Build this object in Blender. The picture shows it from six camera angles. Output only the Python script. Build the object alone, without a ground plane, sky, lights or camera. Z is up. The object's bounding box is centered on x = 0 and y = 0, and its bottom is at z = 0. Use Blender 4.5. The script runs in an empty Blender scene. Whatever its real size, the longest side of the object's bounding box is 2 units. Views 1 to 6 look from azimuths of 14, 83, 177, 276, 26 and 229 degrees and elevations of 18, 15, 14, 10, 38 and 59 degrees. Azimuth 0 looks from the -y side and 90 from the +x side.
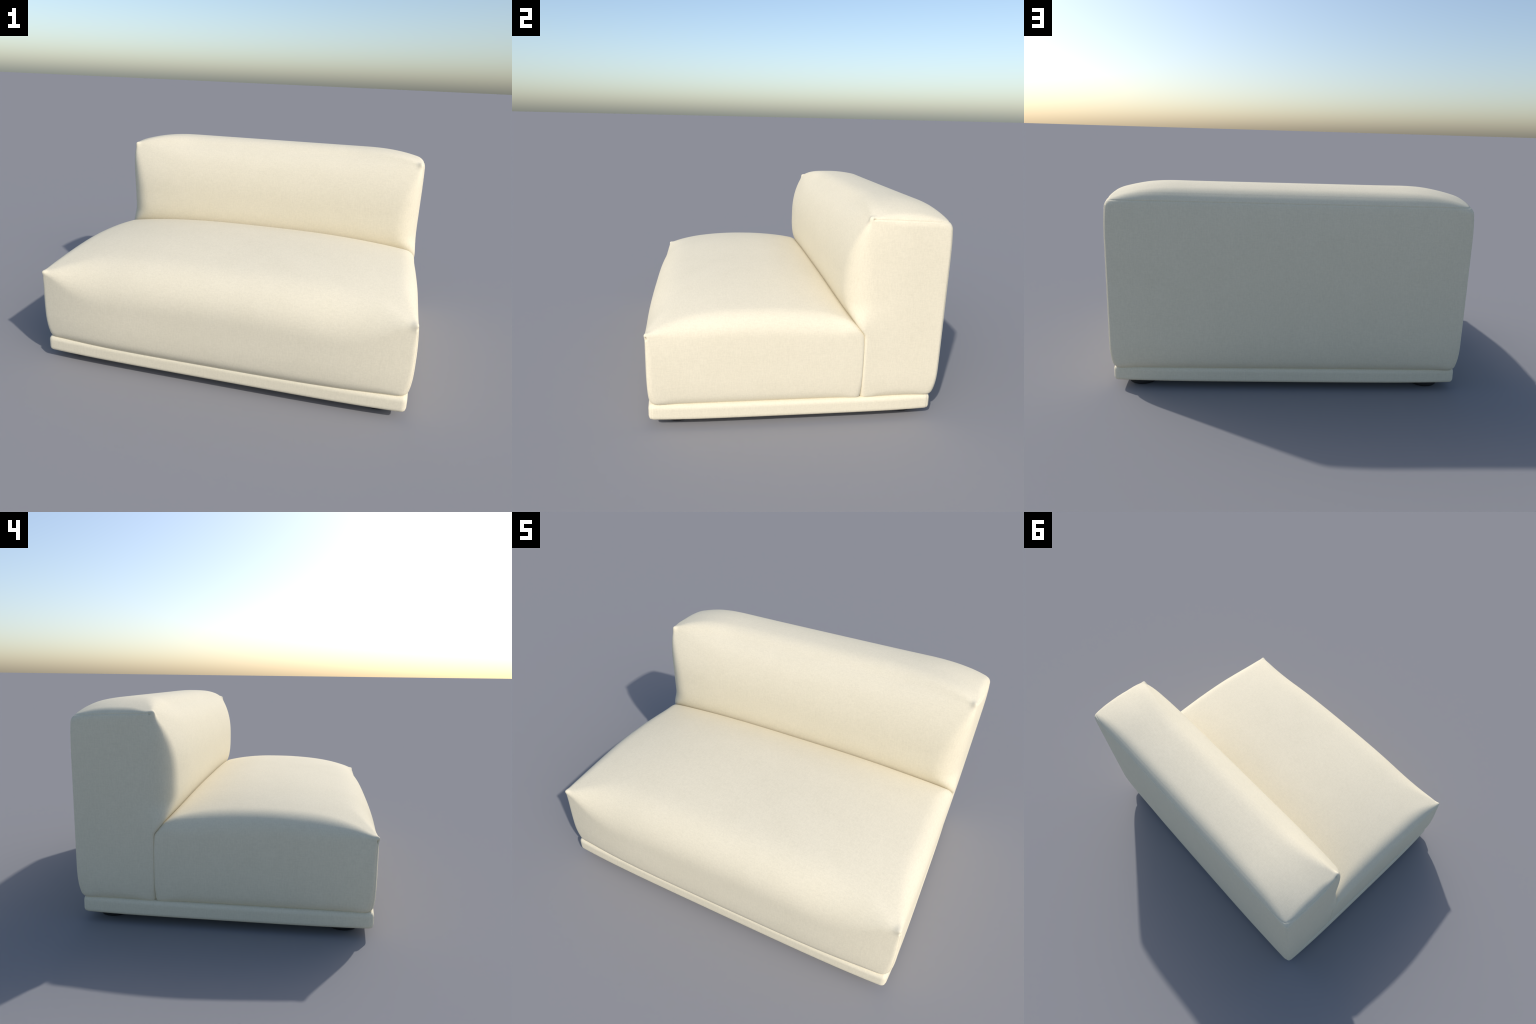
"""Cream upholstered two-seat sofa module without arms: a plump seat cushion and a
tall backrest on a thin padded base with four black disc feet.

Each upholstered block is a soft solid: six gently bulged faces that are rounded into
each other with a radius that changes along every edge (wide where the cover
is stretched over the edge, tight where panels are sewn together), pinched "ears" at
the sewn corners and stitched seam grooves."""
import bpy, math
import numpy as np
from mathutils import Vector

# ------------------------------------------------------------------ helpers
def clamp01(t):
    return np.clip(t, 0.0, 1.0)

def smooth(t):
    t = clamp01(t)
    return t * t * (3 - 2 * t)

def beyond(v, start, end):
    """0 up to start, 1 at end, linear and unlimited past it."""
    return np.maximum(v - start, 0.0) / (end - start)

FACES = ("left", "right", "front", "rear", "bottom", "top")
EDGES = [(0, 2), (0, 3), (0, 4), (0, 5), (1, 2), (1, 3), (1, 4), (1, 5),
         (2, 4), (2, 5), (3, 4), (3, 5)]

def kind(i):                       # both ends of the sofa are alike
    return "side" if i < 2 else FACES[i]

class SoftBlock:
    """reach: {face: function(x, y, z) -> distance to which the face reaches}
    edge: {"side-front": function(x, y, z) -> rounding radius}"""
    power = 2.6

    def __init__(self, reach, edge):
        self.reach, self.edge = reach, edge

    def over(self, p):
        x, y, z = p[:, 0], p[:, 1], p[:, 2]
        ax = np.abs(x)
        r = self.reach
        return np.stack([-x - r["side"](ax, y, z), x - r["side"](ax, y, z),
                         r["front"](ax, y, z) - y, y - r["rear"](ax, y, z),
                         r["bottom"](ax, y, z) - z, z - r["top"](ax, y, z)], 1)

    def field(self, p):
        a = self.over(p)
        ax, y, z = np.abs(p[:, 0]), p[:, 1], p[:, 2]
        num = np.zeros(len(p)); den = np.full(len(p), 1e-12)
        for i, j in EDGES:
            w = np.exp(np.clip((np.minimum(a[:, i], 0) + np.minimum(a[:, j], 0)) / 0.035, -60, 0))
            k = self.edge[kind(i) + "-" + kind(j)](ax, y, z)
            num += w * k; den += w
        k = num / den
        s = np.maximum(a + k[:, None], 0.0)
        return (s ** self.power).sum(1) ** (1 / self.power) - k

def axis_steps(length, fine, fine_zone, coarse):
    """Parameter values 0..1 packed closely towards both ends (where the seams are)."""
    n_f = int(round(fine_zone / fine))
    n_c = max(4, int(round((length - 2 * fine_zone) / coarse)))
    f = fine_zone / length
    return np.concatenate([np.linspace(0, f, n_f, endpoint=False),
                           np.linspace(f, 1 - f, n_c, endpoint=False),
                           np.linspace(1 - f, 1, n_f + 1)])

def cube_shell(us, vs, ws):
    """Grid over the surface of the unit cube: parameters, quads (outward)."""
    nu, nv, nw = len(us), len(vs), len(ws)
    index = {}
    pts = []
    def vid(i, j, k):
        key = (i, j, k)
        if key not in index:
            index[key] = len(pts)
            pts.append((us[i], vs[j], ws[k]))
        return index[key]
    quads = []
    for i in range(nu - 1):
        for j in range(nv - 1):
            quads.append((vid(i, j, 0), vid(i, j + 1, 0), vid(i + 1, j + 1, 0), vid(i + 1, j, 0)))
            k = nw - 1
            quads.append((vid(i, j, k), vid(i + 1, j, k), vid(i + 1, j + 1, k), vid(i, j + 1, k)))
    for i in range(nu - 1):
        for k in range(nw - 1):
            quads.append((vid(i, 0, k), vid(i + 1, 0, k), vid(i + 1, 0, k + 1), vid(i, 0, k + 1)))
            j = nv - 1
            quads.append((vid(i, j, k), vid(i, j, k + 1), vid(i + 1, j, k + 1), vid(i + 1, j, k)))
    for j in range(nv - 1):
        for k in range(nw - 1):
            quads.append((vid(0, j, k), vid(0, j, k + 1), vid(0, j + 1, k + 1), vid(0, j + 1, k)))
            i = nu - 1
            quads.append((vid(i, j, k), vid(i, j + 1, k), vid(i, j + 1, k + 1), vid(i, j, k + 1)))
    return np.array(pts), quads

def hexahedron(params, corner):
    """corner(sy, sz) -> (half width x, y, z) of the reference block's corners."""
    u, v, w = params.T
    out = np.zeros((len(u), 3))
    for sy, wy in ((0, 1 - v), (1, v)):
        for sz, wz in ((0, 1 - w), (1, w)):
            hx, y, z = corner[(sy, sz)]
            g = wy * wz
            out[:, 0] += g * hx * (2 * u - 1)
            out[:, 1] += g * y
            out[:, 2] += g * z
    return out

def inflate(block, corner, inset, fine, fine_zone, coarse):
    size = (2 * corner[(0, 0)][0], corner[(1, 0)][1] - corner[(0, 0)][1],
            corner[(0, 1)][2] - corner[(0, 0)][2])
    par, quads = cube_shell(*[axis_steps(s, fine, min(fine_zone, s * 0.4), coarse) for s in size])
    ref = hexahedron(par, corner)
    lo = np.array([inset / s for s in size])
    core = hexahedron(np.clip(par, lo, 1 - lo), corner)
    d = ref - core
    t0, t1 = np.zeros(len(ref)), np.full(len(ref), 2.6)
    for _ in range(38):
        tm = (t0 + t1) / 2
        inside = block.field(core + d * tm[:, None]) < 0
        t0 = np.where(inside, tm, t0); t1 = np.where(inside, t1, tm)
    return core + d * t0[:, None], quads

def vertex_normals(p, quads):
    q = np.array(quads)
    n = np.cross(p[q[:, 2]] - p[q[:, 0]], p[q[:, 3]] - p[q[:, 1]])
    out = np.zeros_like(p)
    for c in range(4):
        np.add.at(out, q[:, c], n)
    return out / np.maximum(np.linalg.norm(out, axis=1, keepdims=True), 1e-12)

def build_mesh(name, p, quads, material):
    me = bpy.data.meshes.new(name)
    me.from_pydata(p.tolist(), [], quads)
    me.polygons.foreach_set("use_smooth", np.ones(len(me.polygons), dtype=bool))
    me.materials.append(material)
    me.update()
    ob = bpy.data.objects.new(name, me)
    bpy.context.scene.collection.objects.link(ob)
    return ob

def bell(d, w):
    return np.exp(-(d / w) ** 2)

# ---------------------------------------------------------------- materials
def woven_fabric(name, light, dark, blotch):
    mat = bpy.data.materials.new(name)
    mat.use_nodes = True
    nt = mat.node_tree; N, L = nt.nodes, nt.links
    bsdf = N["Principled BSDF"]
    bsdf.inputs["Roughness"].default_value = 0.9
    bsdf.inputs["Specular IOR Level"].default_value = 0.15
    bsdf.inputs["Sheen Weight"].default_value = SHEEN
    bsdf.inputs["Sheen Roughness"].default_value = 0.45
    bsdf.inputs["Sheen Tint"].default_value = (1.0, 0.95, 0.85, 1)
    co = N.new("ShaderNodeTexCoord")
    def threads(scale, detail=3.0):
        m = N.new("ShaderNodeMapping"); m.inputs["Scale"].default_value = scale
        L.new(co.outputs["Object"], m.inputs["Vector"])
        n = N.new("ShaderNodeTexNoise"); n.inputs["Scale"].default_value = 1.0
        n.inputs["Detail"].default_value = detail
        L.new(m.outputs["Vector"], n.inputs["Vector"])
        return n.outputs["Fac"]
    def math_node(op, a, b):
        n = N.new("ShaderNodeMath"); n.operation = op
        for s, v in zip(n.inputs, (a, b)):
            if isinstance(v, (int, float)): s.default_value = v
            else: L.new(v, s)
        return n.outputs[0]
    warp = threads((240, 240, 26))          # yarns running up the vertical faces
    weft = threads((30, 240, 240))          # yarns running along the sofa
    depth = threads((240, 30, 240))         # yarns running front to back
    weave = math_node("MULTIPLY", math_node("ADD", math_node("ADD", warp, weft), depth), 1 / 3)
    fleck = threads((110, 110, 110), 3.0)
    weave = math_node("ADD", math_node("MULTIPLY", weave, 0.76), math_node("MULTIPLY", fleck, 0.24))
    ramp = N.new("ShaderNodeValToRGB")
    ramp.color_ramp.elements[0].position = 0.38; ramp.color_ramp.elements[0].color = (*dark, 1)
    ramp.color_ramp.elements[1].position = 0.58; ramp.color_ramp.elements[1].color = (*light, 1)
    L.new(weave, ramp.inputs["Fac"])
    cloud = threads((7, 7, 7), 2.0)         # faint unevenness of the dye
    mix = N.new("ShaderNodeMix"); mix.data_type = "RGBA"; mix.blend_type = "MULTIPLY"
    mix.inputs["Factor"].default_value = 1.0
    r2 = N.new("ShaderNodeValToRGB")
    r2.color_ramp.elements[0].position = 0.3; r2.color_ramp.elements[0].color = (*blotch, 1)
    r2.color_ramp.elements[1].position = 0.7; r2.color_ramp.elements[1].color = (1, 1, 1, 1)
    L.new(cloud, r2.inputs["Fac"])
    L.new(ramp.outputs["Color"], mix.inputs["A"]); L.new(r2.outputs["Color"], mix.inputs["B"])
    L.new(mix.outputs["Result"], bsdf.inputs["Base Color"])
    bump = N.new("ShaderNodeBump")
    bump.inputs["Strength"].default_value = 0.25; bump.inputs["Distance"].default_value = 0.0012
    L.new(weave, bump.inputs["Height"]); L.new(bump.outputs["Normal"], bsdf.inputs["Normal"])
    return mat

def black_plastic(name):
    mat = bpy.data.materials.new(name)
    mat.use_nodes = True
    nt = mat.node_tree; N, L = nt.nodes, nt.links
    bsdf = N["Principled BSDF"]
    bsdf.inputs["Roughness"].default_value = 0.55
    n = N.new("ShaderNodeTexNoise"); n.inputs["Scale"].default_value = 60
    co = N.new("ShaderNodeTexCoord"); L.new(co.outputs["Object"], n.inputs["Vector"])
    r = N.new("ShaderNodeValToRGB")
    r.color_ramp.elements[0].color = (0.008, 0.008, 0.009, 1)
    r.color_ramp.elements[1].color = (0.016, 0.016, 0.017, 1)
    L.new(n.outputs["Fac"], r.inputs["Fac"]); L.new(r.outputs["Color"], bsdf.inputs["Base Color"])
    return mat

SHEEN = 0.0
fabric = woven_fabric("cream_woven_fabric", (0.763, 0.695, 0.534), (0.695, 0.631, 0.481), (0.985, 0.985, 0.98))
plastic = black_plastic("black_plastic")

# ----------------------------------------------------------------- backrest
def soft_min(v, limit, blend):
    h = np.clip(0.5 + 0.5 * (limit - v) / blend, 0, 1)
    return limit + (v - limit) * h - blend * h * (1 - h)

def back_front(ax, y, z):
    """Plump roll-like front of the backrest; it sags over the rear of the seat."""
    roll = 0.254 + 0.035 * (np.maximum(z - 0.78, 0) / 0.22) ** 2.5 + 0.030 * (np.maximum(0.78 - z, 0) / 0.2) ** 3
    return soft_min(roll + 0.017 * (ax / 0.97) ** 5, 0.360, 0.012)

def relax(t):
    """Quick start, gentle end: how a cover loosens away from a sewn corner."""
    return 1 - (1 - clamp01(t)) ** 2

def dome(u, n=6):
    return np.maximum(1 - np.abs(u) ** n, -0.2)

def side_reach(z_top, drop_front, drop_rear, y0, y1):
    """Upright end faces: they lean in a little towards the top corners and the base."""
    def f(ax, y, z):
        drop = drop_front + (drop_rear - drop_front) * smooth((y - y0) / (y1 - y0))
        return 0.999 - drop * beyond(z, z_top - 0.25, z_top) ** 3 - 0.013 * beyond(-z, -0.28, -0.11) ** 2
    return f

BACK = SoftBlock(
    reach=dict(
        side=lambda ax, y, z: side_reach(1.10, 0.012, 0.016, 0.36, 0.62)(ax, y, z)
            + 0.012 * dome((y - 0.57) / 0.20, 2) * beyond(z, 0.85, 1.10) ** 3
            - 0.015 * beyond(-y, -0.60, -0.36) ** 2 * smooth((z - 0.50) / 0.20),
        front=back_front,
        rear=lambda ax, y, z: 0.779 + 0.017 * dome(ax / 0.99, 7) * dome((z - 0.60) / 0.50, 4)
            - 0.013 * beyond(-z, -0.30, -0.11) ** 2,
        bottom=lambda ax, y, z: 0.108 + 0 * z,
        top=lambda ax, y, z: 1.170 - 0.058 * beyond(ax, 0.60, 1.0) ** 2.4
            - np.where(y > 0.54, 0.029, 0.006) * ((y - 0.54) / 0.22) ** 2
            - 0.017 * beyond(ax, 0.72, 0.97) ** 2 * beyond(-y, -0.50, -0.356) ** 2
            - 0.008 * beyond(ax, 0.72, 0.98) ** 2 * beyond(y, 0.62, 0.76) ** 2),
    edge={
        "side-front": lambda ax, y, z: 0.012 + 0.006 * smooth((0.9 - z) / 0.2) + 0.12 * relax((1.11 - z) / 0.36) * smooth((z - 0.50) / 0.16),
        "side-rear": lambda ax, y, z: 0.022 + 0 * z,
        "side-bottom": lambda ax, y, z: 0.085 + 0 * z,
        "side-top": lambda ax, y, z: 0.012 + 0.044 * smooth((y - 0.36) / 0.14) * (1 - 0.5 * smooth((y - 0.60) / 0.17)),
        "front-bottom": lambda ax, y, z: 0.05 + 0 * z,
        "front-top": lambda ax, y, z: 0.010 + 0.152 * relax((0.980 - ax) / 0.52),
        "rear-bottom": lambda ax, y, z: 0.085 + 0 * z,
        "rear-top": lambda ax, y, z: 0.026 + 0.062 * clamp01(1 - ax ** 4)})
BACK_TIP = np.array([0.967, 0.356, 1.106])
p, quads = inflate(BACK, {(0, 0): (0.975, 0.36, 0.112), (1, 0): (0.975, 0.752, 0.112),
                          (0, 1): (0.967, 0.356, 1.104), (1, 1): (0.981, 0.764, 1.085)},
                   0.13, 0.0020, 0.045, 0.010)

def pinch(p, tip, pull, reach, direction):
    d = np.linalg.norm(p * [0, 1, 1] + np.abs(p) * [1, 0, 0] - tip, axis=1)
    g = (pull * bell(d, reach))[:, None] * np.array(direction)
    g[:, 0] *= np.sign(p[:, 0])
    return p + g

p = pinch(p, BACK_TIP, 0.013, 0.022, (0.15, -0.75, 0.65))
n = vertex_normals(p, quads)
a = BACK.over(p)
ax = np.abs(p[:, 0])
side = np.maximum(a[:, 0], a[:, 1])
tip_d = np.linalg.norm(np.stack([ax, p[:, 1], p[:, 2]], 1) - BACK_TIP, axis=1)
fade = smooth((p[:, 1] - 0.36) / 0.02)
def stitched(d, u, v, depth, width):
    """Groove along the line where two panels meet: d across it, u and v their overshoot."""
    return depth * bell(d / 1.414, width) * bell(u, 0.030) * bell(v, 0.030)

# the end panel's top seam runs from the ear to the rear corner, arching slightly
along = clamp01((p[:, 1] - 0.356) / 0.41)
seam_z = p[:, 2] - (1.100 - 0.014 * along + 0.010 * along * (1 - along))
on_end = smooth((ax - 0.940) / 0.012) * fade * smooth((0.772 - p[:, 1]) / 0.05)
groove = np.maximum.reduce([
    0.0030 * bell(seam_z, 0.0032) * on_end,
    0.0130 * bell(seam_z, 0.0048) * on_end * bell(tip_d - 0.018, 0.010),
    0.0030 * bell(p[:, 2] - 1.085, 0.0028) * smooth((p[:, 1] - 0.735) / 0.02) * smooth((0.985 - ax) / 0.05),
    stitched(a[:, 3] - side, a[:, 3], side, 0.0022, 0.0030) * smooth((1.080 - p[:, 2]) / 0.03)])
p = p - n * groove[:, None]
backrest = build_mesh("backrest", p, quads, fabric)

# --------------------------------------------------------------------- seat
SEAT = SoftBlock(
    reach=dict(
        side=side_reach(0.52, 0.014, 0.004, -0.76, -0.3),
        front=lambda ax, y, z: -0.757 - 0.043 * dome(ax / 0.98, 4) * dome((z - 0.34) / 0.42, 3) + 0.012 * beyond(-z, -0.28, -0.11) ** 2,
        rear=lambda ax, y, z: back_front(ax, y, z) + 0.006,
        bottom=lambda ax, y, z: 0.108 + 0 * z,
        top=lambda ax, y, z: 0.688 - (0.054 + 0.006 * smooth((y + 0.25) / 0.35)) * (ax / 0.85) ** 2.6 - 0.09 * beyond(-y, -0.03, 0.756) ** (2.6 + 1.3 * ax * ax)
            - (0.072 - 0.038 * clamp01(ax) ** 2) * beyond(y, -0.10, 0.28) ** 2.2),
    edge={
        "side-front": lambda ax, y, z: 0.030 - 0.016 * smooth((z - 0.44) / 0.08),
        "side-rear": lambda ax, y, z: 0.020 + 0 * z,
        "side-bottom": lambda ax, y, z: 0.085 + 0 * z,
        "side-top": lambda ax, y, z: 0.012 + 0.096 * relax((y + 0.765) / 0.42),
        "front-bottom": lambda ax, y, z: 0.085 + 0 * z,
        "front-top": lambda ax, y, z: 0.010 + 0.185 * relax((0.980 - ax) / 0.42),
        "rear-bottom": lambda ax, y, z: 0.05 + 0 * z,
        "rear-top": lambda ax, y, z: 0.036 + 0 * z})
SEAT_TIP = np.array([0.979, -0.756, 0.519])
p, quads = inflate(SEAT, {(0, 0): (0.975, -0.752, 0.112), (1, 0): (0.975, 0.355, 0.112),
                          (0, 1): (0.979, -0.756, 0.517), (1, 1): (0.979, 0.345, 0.55)},
                   0.13, 0.0020, 0.045, 0.010)
p = pinch(p, SEAT_TIP, 0.010, 0.022, (0.15, -0.65, 0.75))
n = vertex_normals(p, quads)
a = SEAT.over(p)
ax = np.abs(p[:, 0])
tip_d = np.linalg.norm(np.stack([ax, p[:, 1], p[:, 2]], 1) - SEAT_TIP, axis=1)
side = np.maximum(a[:, 0], a[:, 1])
below_tip = smooth((0.520 - p[:, 2]) / 0.012)
front_side = (a[:, 2] - side, a[:, 2], side)
groove = np.maximum(stitched(*front_side, 0.0034, 0.0032) * below_tip,
                    stitched(*front_side, 0.0140, 0.0050) * below_tip * bell(tip_d - 0.017, 0.010))
p = p - n * groove[:, None]
seat = build_mesh("seat_cushion", p, quads, fabric)

# --------------------------------------------------------------------- base
def const(v):
    return lambda ax, y, z: v + 0 * z
BASE = SoftBlock(
    reach=dict(side=lambda ax, y, z: 0.985 + 0.015 * dome(y / 0.76, 4),
               front=lambda ax, y, z: -0.755 - 0.017 * dome(ax / 0.98, 4),
               rear=lambda ax, y, z: 0.755 + 0.018 * dome(ax / 0.98, 4),
               bottom=const(0.046), top=const(0.134)),
    edge={"side-front": const(0.030), "side-rear": const(0.030), "side-bottom": const(0.026),
          "side-top": const(0.029), "front-bottom": const(0.026), "front-top": const(0.029),
          "rear-bottom": const(0.026), "rear-top": const(0.029)})
p, quads = inflate(BASE, {(0, 0): (0.98, -0.748, 0.052), (1, 0): (0.98, 0.748, 0.052),
                          (0, 1): (0.98, -0.748, 0.128), (1, 1): (0.98, 0.748, 0.128)},
                   0.035, 0.0025, 0.04, 0.02)
n = vertex_normals(p, quads)
groove = 0.0018 * bell(np.abs(p[:, 1]) - 0.737, 0.003) * smooth((np.abs(p[:, 0]) - 0.965) / 0.012)
p = p - n * groove[:, None]
base = build_mesh("base", p, quads, fabric)

# --------------------------------------------------------------------- feet
def foot_mesh():
    profile = [(0.0, 0.0), (0.075, 0.0), (0.081, 0.002), (0.084, 0.006), (0.085, 0.012),
               (0.085, 0.042), (0.083, 0.050), (0.0, 0.050)]
    seg = 48
    verts, faces = [(0, 0, profile[0][1])], []
    for r, z in profile[1:-1]:
        verts += [(r * math.cos(2 * math.pi * s / seg), r * math.sin(2 * math.pi * s / seg), z) for s in range(seg)]
    verts.append((0, 0, profile[-1][1]))
    rings = len(profile) - 2
    for s in range(seg):
        t = (s + 1) % seg
        faces.append((0, 1 + t, 1 + s))
        for r in range(rings - 1):
            b, c = 1 + r * seg, 1 + (r + 1) * seg
            faces.append((b + s, b + t, c + t, c + s))
        b = 1 + (rings - 1) * seg
        faces.append((b + s, b + t, len(verts) - 1))
    me = bpy.data.meshes.new("foot")
    me.from_pydata(verts, [], faces)
    me.polygons.foreach_set("use_smooth", np.ones(len(me.polygons), dtype=bool))
    me.materials.append(plastic)
    me.set_sharp_from_angle(angle=math.radians(40))
    return me

foot_data = foot_mesh()
feet = []
for sx in (-1, 1):
    for sy in (-1, 1):
        f = bpy.data.objects.new("foot", foot_data)
        f.location = (0.840 * sx, 0.628 if sy > 0 else -0.608, 0)
        bpy.context.scene.collection.objects.link(f)
        feet.append(f)

# ------------------------------------------------------------------ hierarchy
sofa = bpy.data.objects.new("armless_sofa", None)
bpy.context.scene.collection.objects.link(sofa)
sofa["label"] = "cream fabric armless sofa module with plump seat and backrest"
sofa["category"] = "sofa"
for ob in [backrest, seat, base] + feet:
    ob.parent = sofa
